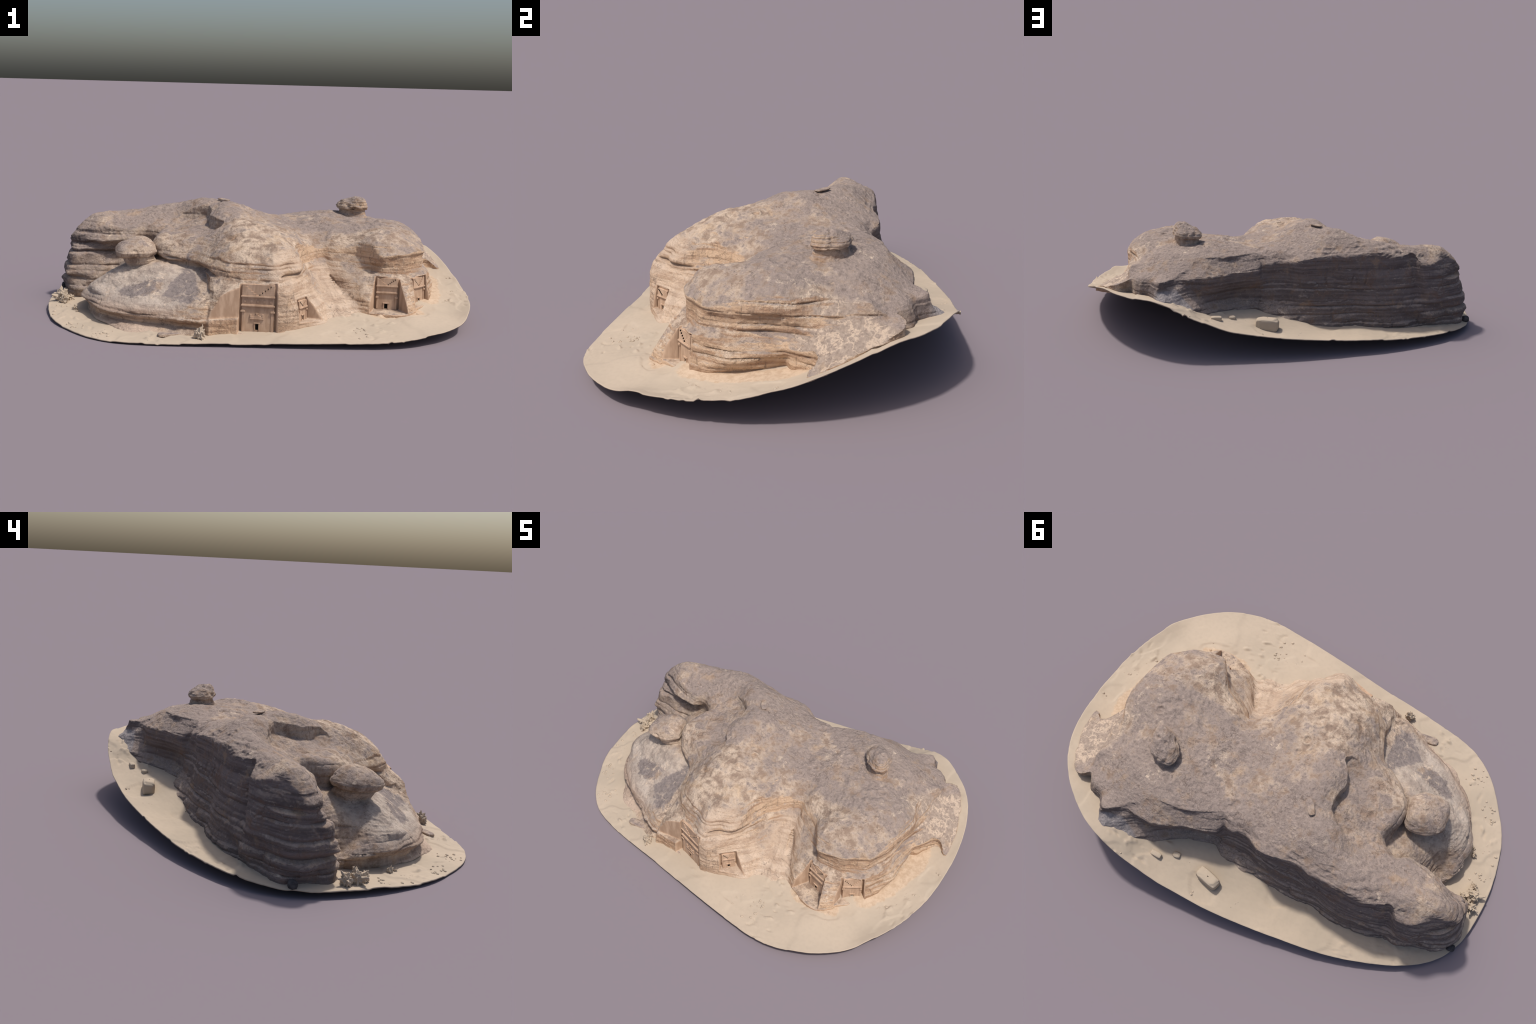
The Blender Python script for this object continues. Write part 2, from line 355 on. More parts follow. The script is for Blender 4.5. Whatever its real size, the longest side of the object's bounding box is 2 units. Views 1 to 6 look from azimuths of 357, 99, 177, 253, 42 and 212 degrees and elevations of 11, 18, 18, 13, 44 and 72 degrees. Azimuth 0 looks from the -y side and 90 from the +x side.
def section(columns, z, sub):
    ring = []
    for c in columns:
        ring.append((np.interp(z, c[:, 2], c[:, 0]), np.interp(z, c[:, 2], c[:, 1])))
    return closed_spline(ring, sub)


def upsample(c, coarse, fine, axis):
    i = np.clip(np.searchsorted(coarse, fine) - 1, 0, len(coarse) - 2)
    t = ((fine - coarse[i]) / (coarse[i + 1] - coarse[i])).astype(np.float32)
    shape = [1] * c.ndim
    shape[axis] = -1
    t = t.reshape(shape)
    return np.take(c, i, axis) * (1 - t) + np.take(c, i + 1, axis) * t


def wall_field(columns, X, Y, Z, sub):
    cx, cy, cz = (np.arange(a[0], a[-1] + .008, .008) for a in (X, Y, Z))
    gx, gy = np.meshgrid(cx.astype(np.float32), cy.astype(np.float32), indexing="ij")
    c = np.stack([poly_dist(section(columns, z, sub), gx, gy) for z in cz], 2)
    return upsample(upsample(upsample(c, cx, X, 0), cy, Y, 1), cz, Z, 2)


def build_field():
    X, Y, Z = (np.arange(LO[k], HI[k], STEP) for k in range(3))
    gx, gy = np.meshgrid(X, Y, indexing="ij")
    z3 = Z[None, None, :].astype(np.float32)
    roof = roof_height(gx, gy)[..., None].astype(np.float32)
    soft = .012 + .045 * np.exp(-(((gx + .49) / .10) ** 2 + ((gy + .03) / .11) ** 2)) + .018 * np.exp(-(((gx + .84) / .12) ** 2 + ((gy - .17) / .14) ** 2))
    main = smax(wall_field(COLUMNS, X, Y, Z, 3), (z3 - roof) * .85, soft[..., None].astype(np.float32))
    sx = X < -.1
    sroof = SKIRT_ROOF(gx[sx], gy[sx])[..., None].astype(np.float32)
    sk = smax(wall_field(SKIRT_COLUMNS, X[sx], Y, Z, 3), (z3 - sroof) * .85, .012)
    main[sx] = smin(main[sx], sk, .006)
    hx = X > .65
    plan = poly_dist(closed_spline(SHELF_OUTLINE, 4), gx[hx].astype(np.float32), gy[hx].astype(np.float32))[..., None]
    sh = np.maximum(plan, (z3 - SHELF_ROOF(gx[hx], gy[hx])[..., None].astype(np.float32)) * .9)
    main[hx] = smin(main[hx], sh, .012)
    for t in TOMBS:
        a, b = (slice(*np.searchsorted(ax, (t["c"][i] - .22, t["c"][i] + .22))) for i, ax in ((0, X), (1, Y)))
        main[a, b] = smax(main[a, b], -niche_field(gx[a, b, None].astype(np.float32), gy[a, b, None].astype(np.float32), z3, [t]), .003)
    # cut off well under the sand
    floor = np.maximum(SAND(gx, gy) - .012 + tuck(gx, gy), .002)[..., None].astype(np.float32)
    return np.maximum(main, floor - z3).astype(np.float32), (X, Y, Z)


def surface_nets(F, axes):
    """Naive surface nets: one vertex in each cell the surface passes through, quads across crossed edges."""
    inside = F < 0
    nx, ny, nz = F.shape
    cnt = np.zeros((nx - 1, ny - 1, nz - 1), np.int8)
    for dx in (0, 1):
        for dy in (0, 1):
            for dz in (0, 1):
                cnt += inside[dx:nx - 1 + dx, dy:ny - 1 + dy, dz:nz - 1 + dz]
    ci, cj, ck = np.nonzero((cnt > 0) & (cnt < 8))
    index = np.full(cnt.shape, -1, np.int64)
    index[ci, cj, ck] = np.arange(len(ci))
    acc, num = np.zeros((len(ci), 3)), np.zeros(len(ci))
    corners = [(a, b, c) for a in (0, 1) for b in (0, 1) for c in (0, 1)]
    for p in corners:
        for axis in range(3):
            if p[axis]:
                continue
            q = list(p)
            q[axis] = 1
            fa, fb = F[ci + p[0], cj + p[1], ck + p[2]], F[ci + q[0], cj + q[1], ck + q[2]]
            hit = (fa < 0) != (fb < 0)
            t = np.where(hit, fa / np.where(hit, fa - fb, 1), 0)
            pos = np.tile(np.array(p, float), (len(ci), 1))
            pos[:, axis] += t
            acc[hit] += pos[hit]
            num[hit] += 1
    v = acc / num[:, None] + np.stack([ci, cj, ck], 1)
    v = v * STEP + np.array([a[0] for a in axes])
    faces = []
    for axis in range(3):
        o1, o2 = [k for k in range(3) if k != axis]
        sl_a, sl_b = [slice(None)] * 3, [slice(None)] * 3
        sl_a[axis], sl_b[axis] = slice(0, -1), slice(1, None)
        a, b = inside[tuple(sl_a)], inside[tuple(sl_b)]
        e = np.stack(np.nonzero(a != b), 1)
        e = e[(e[:, o1] > 0) & (e[:, o2] > 0) & (e[:, o1] < F.shape[o1] - 1) & (e[:, o2] < F.shape[o2] - 1)]
        solid_low = a[e[:, 0], e[:, 1], e[:, 2]]

        def cell(d1, d2):
            c = e.copy()
            c[:, o1] += d1
            c[:, o2] += d2
            return index[c[:, 0], c[:, 1], c[:, 2]]
        q = np.stack([cell(-1, -1), cell(0, -1), cell(0, 0), cell(-1, 0)], 1)
        flip = solid_low if axis != 1 else ~solid_low
        q[~flip] = q[~flip][:, ::-1]
        faces.append(q)
    return v, np.concatenate(faces)


def vertex_normals(v, f):
    d1, d2 = v[f[:, 2]] - v[f[:, 0]], v[f[:, 3]] - v[f[:, 1]]
    fn = np.cross(d1, d2)
    n = np.zeros_like(v)
    for k in range(4):
        for c in range(3):
            n[:, c] += np.bincount(f[:, k], fn[:, c], len(v))
    return n / (np.linalg.norm(n, axis=1, keepdims=True) + 1e-12)


def beds_of(z, seed, lo, hi):
    """Bed number and position inside the bed for a stack of uneven beds."""
    r = np.random.default_rng(seed)
    edges = [-.1]
    while edges[-1] < .8:
        edges.append(edges[-1] + lo * (hi / lo) ** r.uniform())
    edges = np.array(edges)
    i = np.clip(np.searchsorted(edges, z) - 1, 0, len(edges) - 2)
    t = (z - edges[i]) / (edges[i + 1] - edges[i])
    return i, t, edges[i + 1] - edges[i]


def bedding(z, seed, lo=.008, hi=.03):
    i, t, _ = beds_of(z, seed, lo, hi)
    off = np.random.default_rng(seed + 1).uniform(-.6, .6, i.max() + 2)
    return off[i] * smooth(0, .25, t) * smooth(1, .75, t) + .9 * (.25 - np.abs(2 * t - 1) ** 3)


def blocks(v, zz, seed, lo, hi, width):
    """Bedded, jointed wall: every block of every bed stands a little forward or back, with open joints."""
    i, t, h = beds_of(zz, seed, lo, hi)
    lane = i * 7.31
    along = np.c_[v[:, 0] / width + lane * 3.7, v[:, 1] / width + lane * 1.9, lane]
    cell = perlin(along)
    step = np.tanh(4 * cell) * .5 + .5 * perlin(along * .37 + 9)
    seam = np.minimum(t, 1 - t) * h                      # metres to the nearest bedding plane
    open_ = smooth(-.35, .35, perlin(np.c_[v[:, :2] * 4, lane]))
    groove = -smooth(.0035, .0, seam) * open_
    joint = -smooth(.10, .0, np.abs(cell)) * smooth(0, .3, perlin(along * 1.3 + 31))
    round_ = -np.abs(2 * t - 1) ** 4
    return step, groove, joint, round_


# long undercut seams: height, depth, thickness, plan centre, reach
SEAMS = []


def seam(z, depth, thick, x, y, rx, ry, dip=0.0):
    SEAMS.append((z, depth, thick, x, y, rx, ry, dip))


seam(.287, .020, .009, -.80, .16, .26, .18)
seam(.243, .015, .007, -.82, .14, .24, .18)
seam(.125, .020, .010, -.84, .16, .22, .20)
seam(.185, .010, .006, -.84, .16, .22, .20)
seam(.335, .006, .004, -.78, .10, .20, .10)
seam(.245, .006, .004, -.25, .40, .50, .12)
seam(.165, .008, .005, -.35, .42, .50, .12)
seam(.125, .007, .004, -.40, .42, .55, .12)
seam(.302, .007, .004, -.03, -.47, .20, .10)
seam(.262, .005, .003, .60, -.24, .22, .12)
seam(.245, .006, .004, .80, .05, .12, .25)
seam(.295, .007, .004, .80, .18, .12, .20)

seam(.258, .014, .007, -.31, -.30, .20, .16, -.17)
seam(.203, .012, .006, -.17, -.50, .10, .12, -.15)
seam(.243, .014, .006, -.02, -.53, .13, .06)
seam(.286, .009, .004, -.05, -.48, .18, .08)
seam(.258, .017, .005, .12, -.43, .10, .12)
seam(.245, .010, .006, .18, -.25, .08, .14)
seam(.10, .008, .005, .62, -.33, .2, .1)

seam(.15, .014, .009, .355, -.26, .085, .14, -1.25)


def weather(v, f):
    n = vertex_normals(v, f)
    slope = np.sqrt(np.clip(1 - n[:, 2] ** 2, 0, 1))
    steep = smooth(.55, .9, slope)
    flat = 1 - steep
    x, y, z = v.T
    carved = smooth(.002, .012, niche_field(x, y, z))
    warp = .009 * fbm(v * (3, 3, 2), 2) + .003 * fbm(v * 14 + 5, 2)
    zz = z + warp
    # how broken each stretch of wall is
    back = smooth(.25, .33, y) * smooth(.10, -.02, x) * smooth(-.68, -.60, x)
    bay = smooth(-.32, -.38, y) * smooth(-.32, -.25, x) * smooth(.34, .28, x)
    fist = smooth(-.52, -.60, x) * smooth(-.05, .02, y)
    low = smooth(.125, .10, z) * smooth(-.24, -.30, x)
    right = smooth(.70, .76, x)
    crev = smooth(-.05, -.12, x) * smooth(-.60, -.40, y) * smooth(.02, -.05, y)
    north = smooth(.18, .28, y + .25 * smooth(-.5, -.8, x)) * smooth(.12, .0, x)
    broken = np.clip(.34 + .12 * fist + .6 * low + .40 * right + .25 * crev - .06 * back - .16 * bay, .12, 1.1)
    step, groove, joint, round_ = blocks(v, zz, 3, .020, .085, .15)
    d = steep * broken * (.0095 * step + .0060 * groove + .0045 * joint + .0040 * round_)
    d += steep * (.0055 * fbm(v * (7, 7, 9) + 61, 2) + .0030 * fbm(v * 18 + 33, 2))
    step, groove, joint, round_ = blocks(v, zz + .002 * fbm(v * 25, 1), 5, .005, .018, .06)
    d += steep * broken * (1 - .7 * north) * (.0018 * step + .0012 * groove + .0012 * joint)
    # tall joints splitting the walls from brow to foot
    tall = np.abs(fbm(v * (5.5, 5.5, 2.2) + 47, 3))
    d -= steep * (.3 + .7 * np.maximum(fist, back)) * .006 * smooth(.05, .0, tall) * smooth(.0, .35, fbm(v * (4, 4, 9) + 12, 1))
    d += fist * steep * .012 * fbm(np.c_[v[:, :2] * 11, zz * 16] + 19, 1)
    facet = fbm(np.c_[v[:, :2] * 9, zz * 14] + 81, 1)
    d += steep * (.35 + .65 * np.maximum(fist, back)) * .006 * np.round(facet * 3) / 3
    # runnels down the ramp between the heads
    ramp = smooth(1.1, .6, np.hypot((x - .32 + .3 * (y + .28)) / .06, (y + .28) / .15))
    across = x * .93 + y * .36
    d += ramp * .007 * fbm(np.c_[across * 32, (y - x * .4) * 4, z * 3], 2)
    for z0, depth, thick, cx, cy, rx, ry, dip in SEAMS:
        reach = np.sqrt(((x - cx) / rx) ** 2 + ((y - cy) / ry) ** 2)
        wander = .006 * fbm(v * 4 + z0 * 90, 2)
        d -= depth * steep * np.exp(-((z + wander - z0 - dip * (x - cx)) / thick) ** 2) * smooth(1.1, .75, reach) * smooth(-.5, .1, fbm(v * 6 + z0 * 50, 1))
    # roofs: flaking beds step down the slopes; swells, lumps, clustered pits
    _, t, h = beds_of(z + .020 * fbm(v * 6 + 21, 3), 17, .010, .026)
    flake = smooth(0, .25, t) - t
    d += flat * smooth(.12, .4, slope) * .0026 * flake * smooth(-.15, .35, fbm(v * 5 + 77, 2))
    d += flat * (.0080 * fbm(v * 8 + 11, 3) + .0045 * fbm(v * (30, 38, 30), 4, .6))
    ridged = 1 - np.abs(fbm(v * (16, 16, 16) + 55, 3)) * 2
    d += flat * .0070 * (ridged - .7) * smooth(-.1, .4, fbm(v * 4 + 13, 2))
    rubble = np.exp(-(((x - .55) / .10) ** 2 + ((y - .02) / .09) ** 2)) + .6 * np.exp(-(((x - .27) / .06) ** 2 + ((y - .25) / .06) ** 2)) + .5 * np.exp(-(((x + .03) / .10) ** 2 + ((y + .18) / .09) ** 2))
    d += flat * rubble * .013 * fbm(v * 26 + 70, 2)
    d -= flat * .006 * smooth(.30, .6, fbm(v * 20 + 90, 2)) * smooth(.0, .4, fbm(v * 5 + 31, 1))
    # ring-shaped pans on the domes
    for cx, cy, r, hole in ((-.002, -.219, .023, .002), (.001, -.118, .015, .006), (.581, -.141, .024, .002), (.60, .10, .016, .004), (.008, -.055, .010, .004), (.30, .12, .03, -.003)):
        rr = np.hypot(x - cx, y - cy) / r * (1 + .15 * fbm(v * 40, 1))
        d += flat * (.004 * np.exp(-((rr - 1.25) / .3) ** 2) - hole * smooth(1.0, .7, rr))
    d += .0013 * fbm(v * 90, 2) + .0025 * steep * fbm(v * (30, 30, 45) + 8, 3)
    d = (d - .002) * carved
    out = n.copy()
    out[:, 2] *= np.where(steep > .5, .35, 1)
    return v + out * d[:, None]


def mesh_from(name, v, f, smooth_shade=True):
    me = bpy.data.meshes.new(name)
    v, f = np.asarray(v, np.float32), np.asarray(f, np.int32)
    k = f.shape[1]
    me.vertices.add(len(v))
    me.vertices.foreach_set("co", v.ravel())
    me.loops.add(f.size)
    me.loops.foreach_set("vertex_index", f.ravel())
    me.polygons.add(len(f))
    me.polygons.foreach_set("loop_start", np.arange(0, f.size, k, dtype=np.int32))
    me.update(calc_edges=True)
    me.validate()
    me.polygons.foreach_set("use_smooth", np.full(len(me.polygons), smooth_shade))
    return me


def add(name, mesh, parent=None, mat=None):
    o = bpy.data.objects.new(name, mesh)
    bpy.context.scene.collection.objects.link(o)
    if parent:
        o.parent = parent
    if mat:
        mesh.materials.append(mat)
    return o


# ----------------------------------------------------------------------------- materials
class Nodes:
    def __init__(self, name, rough=.95):
        m = bpy.data.materials.new(name)
        m.use_nodes = True
        self.m, self.t = m, m.node_tree
        self.b = self.t.nodes["Principled BSDF"]
        self.b.inputs["Roughness"].default_value = rough
        self.b.inputs["Specular IOR Level"].default_value = .12
        self.co = self.new("ShaderNodeTexCoord").outputs["Object"]
        self.sep = self.new("ShaderNodeSeparateXYZ", self.co)
        self.x, self.y, self.z = self.sep.outputs
        g = self.new("ShaderNodeNewGeometry")
        ns = self.new("ShaderNodeSeparateXYZ", g.outputs["Normal"])
        self.nx, self.ny, self.nz = ns.outputs

    def new(self, kind, *ins, **props):
        n = self.t.nodes.new(kind)
        for k, val in props.items():
            setattr(n, k, val)
        for s, i in zip(n.inputs, ins):
            self.put(s, i)
        return n

    def put(self, s, i):
        if i is None:
            return
        if isinstance(i, bpy.types.NodeSocket):
            self.t.links.new(i, s)
        elif isinstance(i, tuple) and len(i) == 3 and s.type == "RGBA":
            s.default_value = (*i, 1)
        else:
            s.default_value = i

    def math(self, op, a, b=None, c=None, clamp=False):
        return self.new("ShaderNodeMath", a, b, c, operation=op, use_clamp=clamp).outputs[0]

    def noise(self, scale, detail=4, rough=.55, stretch=(1, 1, 1), shift=(0, 0, 0), vec=None):
        mp = self.new("ShaderNodeMapping")
        self.put(mp.inputs["Vector"], vec or self.co)
        mp.inputs["Scale"].default_value = stretch
        mp.inputs["Location"].default_value = shift
        n = self.new("ShaderNodeTexNoise")
        self.put(n.inputs["Vector"], mp.outputs[0])
        n.inputs["Scale"].default_value, n.inputs["Detail"].default_value, n.inputs["Roughness"].default_value = scale, detail, rough
        return n.outputs["Fac"]

    def ramp(self, x, a, b, lo=0.0, hi=1.0):
        return self.new("ShaderNodeMapRange", x, a, b, lo, hi, interpolation_type="SMOOTHSTEP").outputs[0]

    def mix(self, fac, a, b, blend="MIX"):
        n = self.t.nodes.new("ShaderNodeMix")
        n.data_type, n.blend_type = "RGBA", blend
        self.put(n.inputs[0], fac)
        self.put(n.inputs[6], a)
        self.put(n.inputs[7], b)
        return n.outputs[2]

    def blob(self, cx, cy, rx, ry, angle=0.0, soft=.35, wobble=None, amount=.6):
        """Mask of an oval in plan, its edge broken up by a noise."""
        ca, sa = math.cos(math.radians(angle)), math.sin(math.radians(angle))
        dx, dy = self.math("SUBTRACT", self.x, cx), self.math("SUBTRACT", self.y, cy)
        u = self.math("DIVIDE", self.math("ADD", self.math("MULTIPLY", dx, ca), self.math("MULTIPLY", dy, sa)), rx)
        v = self.math("DIVIDE", self.math("SUBTRACT", self.math("MULTIPLY", dy, ca), self.math("MULTIPLY", dx, sa)), ry)
        r = self.math("SQRT", self.math("ADD", self.math("MULTIPLY", u, u), self.math("MULTIPLY", v, v)))
        if wobble is not None:
            r = self.math("ADD", r, self.math("MULTIPLY", self.math("SUBTRACT", wobble, .5), amount))
        return self.ramp(r, 1 - soft, 1 + soft, 1, 0)

    def polygon(self, pts, wobble, amount, soft=.006):
        """Mask of a convex outline in plan, listed anticlockwise, with a frayed edge."""
        d = None
        for (ax, ay), (bx, by) in zip(pts, pts[1:] + pts[:1]):
            l = math.hypot(bx - ax, by - ay)
            nx, ny = (by - ay) / l, -(bx - ax) / l
            e = self.math("ADD", self.math("MULTIPLY", self.x, nx), self.math("MULTIPLY_ADD", self.y, ny, -(ax * nx + ay * ny)))
            d = e if d is None else self.math("MAXIMUM", d, e)
        d = self.math("ADD", d, self.math("MULTIPLY", self.math("SUBTRACT", wobble, .5), amount))
        return self.ramp(d, soft, -soft)

    def bump(self, height, strength=.3, dist=.004):
        b = self.new("ShaderNodeBump")
        b.inputs["Strength"].default_value, b.inputs["Distance"].default_value = strength, dist
        self.put(b.inputs["Height"], height)
        self.t.links.new(b.outputs[0], self.b.inputs["Normal"])

    def done(self, colour):
        self.put(self.b.inputs["Base Color"], colour)
        return self.m


def rock_material(name="weathered_sandstone"):
    k = Nodes(name)
    big = k.noise(6.5, 6, .66)
    mid = k.noise(17, 7, .68, shift=(3, 1, 2))
    fine = k.noise(75, 6, .72, shift=(1, 7, 2))
    beds = k.noise(6, 6, .62, stretch=(.5, .5, 9))
    up = k.ramp(k.nz, .30, .72)
    steep = k.math("SUBTRACT", 1.0, up)
    # pale stone where the crust has worn off, warmer beds on the front and right walls
    stone = k.mix(k.ramp(mid, .37, .60), (.30, .215, .162), (.64, .50, .38))
    warm = k.mix(k.ramp(beds, .36, .60), (.40, .238, .145), (.68, .475, .315))
    front = k.ramp(k.math("ADD", k.y, k.math("MULTIPLY", k.x, -.55)), .10, -.22)
    wallf = k.math("MULTIPLY", steep, front)
    c = k.mix(k.math("MULTIPLY", wallf, .85), stone, warm)
    # grey-mauve desert varnish, mostly on the roofs
    var = k.math("ADD", k.math("MULTIPLY", big, .48), k.math("MULTIPLY", mid, .52))
    var = k.math("ADD", var, k.math("MULTIPLY", k.ramp(k.y, -.45, .35), .10))
    varnish = k.math("MULTIPLY", k.ramp(var, .485, .60), k.ramp(up, .0, 1.0, .40, .84))
    varnish = k.math("MULTIPLY", varnish, k.math("SUBTRACT", 1.0, k.math("MULTIPLY", wallf, .85)))
    grey = k.mix(k.ramp(fine, .30, .68), (.150, .119, .113), (.310, .248, .226))
    # the ramp and the bay under the great dome are swept clean
    clean = k.math("MAXIMUM", k.blob(.33, -.29, .085, .16, 20, .2, mid, .5), k.blob(.16, -.46, .17, .09, 28, .2, mid, .4))
    varnish = k.math("MULTIPLY", varnish, k.math("SUBTRACT", 1.0, k.math("MULTIPLY", clean, .85)))
    c_clean = k.mix(k.ramp(beds, .4, .6), (.50, .36, .26), (.66, .51, .39))
    grey = k.mix(k.ramp(mid, .60, .45, 0, .5), grey, (.37, .30, .262))
    c = k.mix(k.math("MULTIPLY", clean, .6), c, c_clean)
    c = k.mix(varnish, c, grey)
    # the pale low apron on the west, with grey films on it
    wob = k.noise(22, 6, .72, shift=(4, 4, 4))
    apron = k.math("MULTIPLY", k.blob(-.55, -.30, .27, .25, -25, .15, wob, .25), k.ramp(k.z, .262, .235))
    pale = k.mix(k.ramp(mid, .35, .65), (.37, .305, .26), (.53, .445, .375))
    pale = k.mix(k.ramp(k.z, .13, .09), pale, k.mix(k.ramp(beds, .4, .6), (.36, .26, .20), (.55, .42, .33)))
    c = k.mix(k.math("MULTIPLY", apron, .85), c, pale)
    film = k.mix(k.ramp(fine, .3, .7), (.205, .170, .160), (.29, .243, .225))
    film_a = k.polygon([(-.335, -.235), (-.445, -.405), (-.35, -.48), (-.28, -.49), (-.295, -.34)], wob, .09, .007)
    film_b = k.polygon([(-.64, -.33), (-.58, -.385), (-.455, -.385), (-.45, -.33), (-.525, -.31), (-.62, -.30)], wob, .08, .007)
    c = k.mix(k.math("MULTIPLY", k.math("MAXIMUM", film_a, film_b), .92), c, film)
    # sloping slab on the east: brown film, pale veins
    shelf = k.math("MULTIPLY", k.blob(.845, .32, .12, .21, -26, .12, wob, .25), k.ramp(k.nz, .5, .7))
    slabc = k.mix(k.ramp(fine, .35, .65), (.31, .24, .195), (.44, .345, .275))
    vein = k.ramp(k.math("ABSOLUTE", k.math("SUBTRACT", k.noise(13, 4, .6, shift=(2, 6, 1)), .5)), .035, .005)
    slabc = k.mix(k.math("MAXIMUM", vein, k.ramp(mid, .55, .62)), slabc, (.60, .465, .355))
    c = k.mix(k.math("MULTIPLY", shelf, .9), c, slabc)
    # darker layered red-brown over the north and west walls
    edge = k.math("ADD", k.math("ADD", k.y, k.math("MULTIPLY", k.x, -.28)), k.math("MULTIPLY", k.math("SUBTRACT", big, .5), .12))
    dark_wall_mask = k.math("MULTIPLY", k.math("MULTIPLY", k.ramp(edge, .25, .36), steep), .88)
    dark_wall_beds = k.noise(7, 6, .66, stretch=(.3, .3, 8), shift=(5, 2, 9))
    crust = k.mix(k.ramp(dark_wall_beds, .38, .62), (.105, .086, .086), (.20, .165, .16))
    crust = k.mix(k.math("MULTIPLY", k.ramp(mid, .50, .66), .6), crust, (.175, .10, .068))
    c = k.mix(dark_wall_mask, c, crust)
    pale_speckle = k.math("MULTIPLY", k.ramp(k.noise(30, 6, .75, shift=(6, 2, 8)), .52, .66), k.ramp(k.noise(5, 3, .5, shift=(2, 8, 3)), .50, .66, 0, .85))
    c = k.mix(k.math("MULTIPLY", pale_speckle, k.math("SUBTRACT", 1.0, dark_wall_mask)), c, (.66, .525, .405))
    slope = k.math("MULTIPLY", k.blob(.51, .60, .10, .05, -12, .15, wob, .4), k.ramp(k.z, .30, .275))
    c = k.mix(k.math("MULTIPLY", slope, .85), c, k.mix(k.ramp(fine, .3, .7), (.24, .22, .225), (.36, .325, .32)))
    # hairline fractures
    for sc, wid, amt in ((8, .010, .55), (21, .014, .5)):
        fr = k.noise(sc, 4, .55, stretch=(1, 1, 1.6), shift=(sc, 2, 7))
        line = k.ramp(k.math("ABSOLUTE", k.math("SUBTRACT", fr, .5)), wid, 0, 0, amt)
        gate = k.ramp(k.noise(6, 2, .5, shift=(sc, sc, 1)), .45, .6)
        c = k.mix(k.math("MULTIPLY", line, gate), c, (.12, .085, .07))
    # pale tint on convex lips, speckle, dark dots, streaks
    c = k.mix(k.ramp(fine, .58, .76, 0, .5), c, (.62, .50, .40))
    c = k.mix(k.ramp(fine, .42, .26, 0, .5), c, (.14, .108, .098))
    peck = k.noise(95, 3, .6, stretch=(1, 1, .22), shift=(3, 9, 5))
    c = k.mix(k.math("MULTIPLY", k.ramp(peck, .56, .66), k.math("MULTIPLY", steep, k.ramp(k.noise(8, 3, .5, shift=(1, 5, 5)), .46, .60, 0, .65))), c, (.21, .145, .105))
    streak = k.noise(32, 4, .65, stretch=(1, 1, .12), shift=(9, 9, 1))
    c = k.mix(k.math("MULTIPLY", k.ramp(streak, .54, .70), k.math("MULTIPLY", steep, .35)), c, (.19, .14, .115))
    rust = k.noise(9, 4, .6, shift=(8, 3, 5))
    c = k.mix(k.ramp(rust, .58, .72, 0, .35), c, (.50, .33, .19))
    worn = k.ramp(k.new("ShaderNodeNewGeometry").outputs["Pointiness"], .53, .60, 0, .45)
    c = k.mix(k.math("MULTIPLY", worn, k.math("SUBTRACT", 1.0, dark_wall_mask)), c, (.64, .50, .385))
    k.bump(k.math("ADD", fine, k.math("MULTIPLY", mid, .8)), 1.0, .008)
    return k.done(c)


def sand_material():
    k = Nodes("desert_sand")
    a = k.noise(4, 3)
    b = k.noise(60, 4, .7)
    c = k.mix(k.ramp(a, .35, .65), (.415, .340, .262), (.460, .372, .285))
    c = k.mix(k.ramp(b, .4, .7, 0, .25), c, (.375, .305, .238))
    # orange rubble washed out along the foot of the eastern cliffs and in the tomb courts
    wob = k.noise(16, 6, .7)
    wash = k.math("MAXIMUM", k.blob(.81, -.10, .055, .17, -14, .10, wob, 1.1), k.blob(.60, -.36, .13, .055, 8, .10, wob, .9))
    wash = k.math("MAXIMUM", wash, k.blob(.845, .09, .05, .10, 10, .10, wob, 1.0))
    grit = k.mix(k.ramp(k.noise(45, 5, .7), .35, .65), (.43, .305, .205), (.55, .415, .30))
    c = k.mix(k.math("MULTIPLY", wash, .8), c, grit)
    k.bump(k.noise(180, 3, .6), .15, .002)
    return k.done(c)


def tomb_material():
    k = Nodes("dressed_stone")
    v = k.noise(40, 4, .6, stretch=(1, 1, .25))
    c = k.mix(k.ramp(v, .35, .65), (.40, .268, .182), (.525, .37, .262))
    k.bump(k.noise(220, 3), .2, .0015)
    return k.done(c)


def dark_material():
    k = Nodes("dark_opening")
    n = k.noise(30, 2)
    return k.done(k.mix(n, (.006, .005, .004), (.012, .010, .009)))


def basalt_material():
    k = Nodes("dark_varnished_stone")
    return k.done(k.mix(k.ramp(k.noise(60, 4), .35, .65), (.045, .042, .045), (.085, .078, .078)))


ROCK, SANDM, TOMBM, DARK, BASALT = rock_material(), sand_material(), tomb_material(), dark_material(), basalt_material()

# ----------------------------------------------------------------------------- assemble
root = bpy.data.objects.new("rock_outcrop", None)
bpy.context.scene.collection.objects.link(root)
root["label"] = "weathered sandstone outcrop with carved tomb facades on sand"
root["category"] = "rock formation"

F, axes = build_field()
V, Q = surface_nets(F, axes)
del F
V = weather(V, Q)
massif = add("rock_massif", mesh_from("rock_massif", V, Q), root, ROCK)
massif.data.materials.append(TOMBM)
centre = np.empty(len(massif.data.polygons) * 3, np.float32)
massif.data.polygons.foreach_get("center", centre)
normal = np.empty(len(massif.data.polygons) * 3, np.float32)
massif.data.polygons.foreach_get("normal", normal)
centre, normal = centre.reshape(-1, 3), normal.reshape(-1, 3)
dressed = (niche_field(*centre.T) < .0035) & (np.abs(normal[:, 2]) < .6)
massif.data.polygons.foreach_set("material_index", dressed.astype(np.int32))


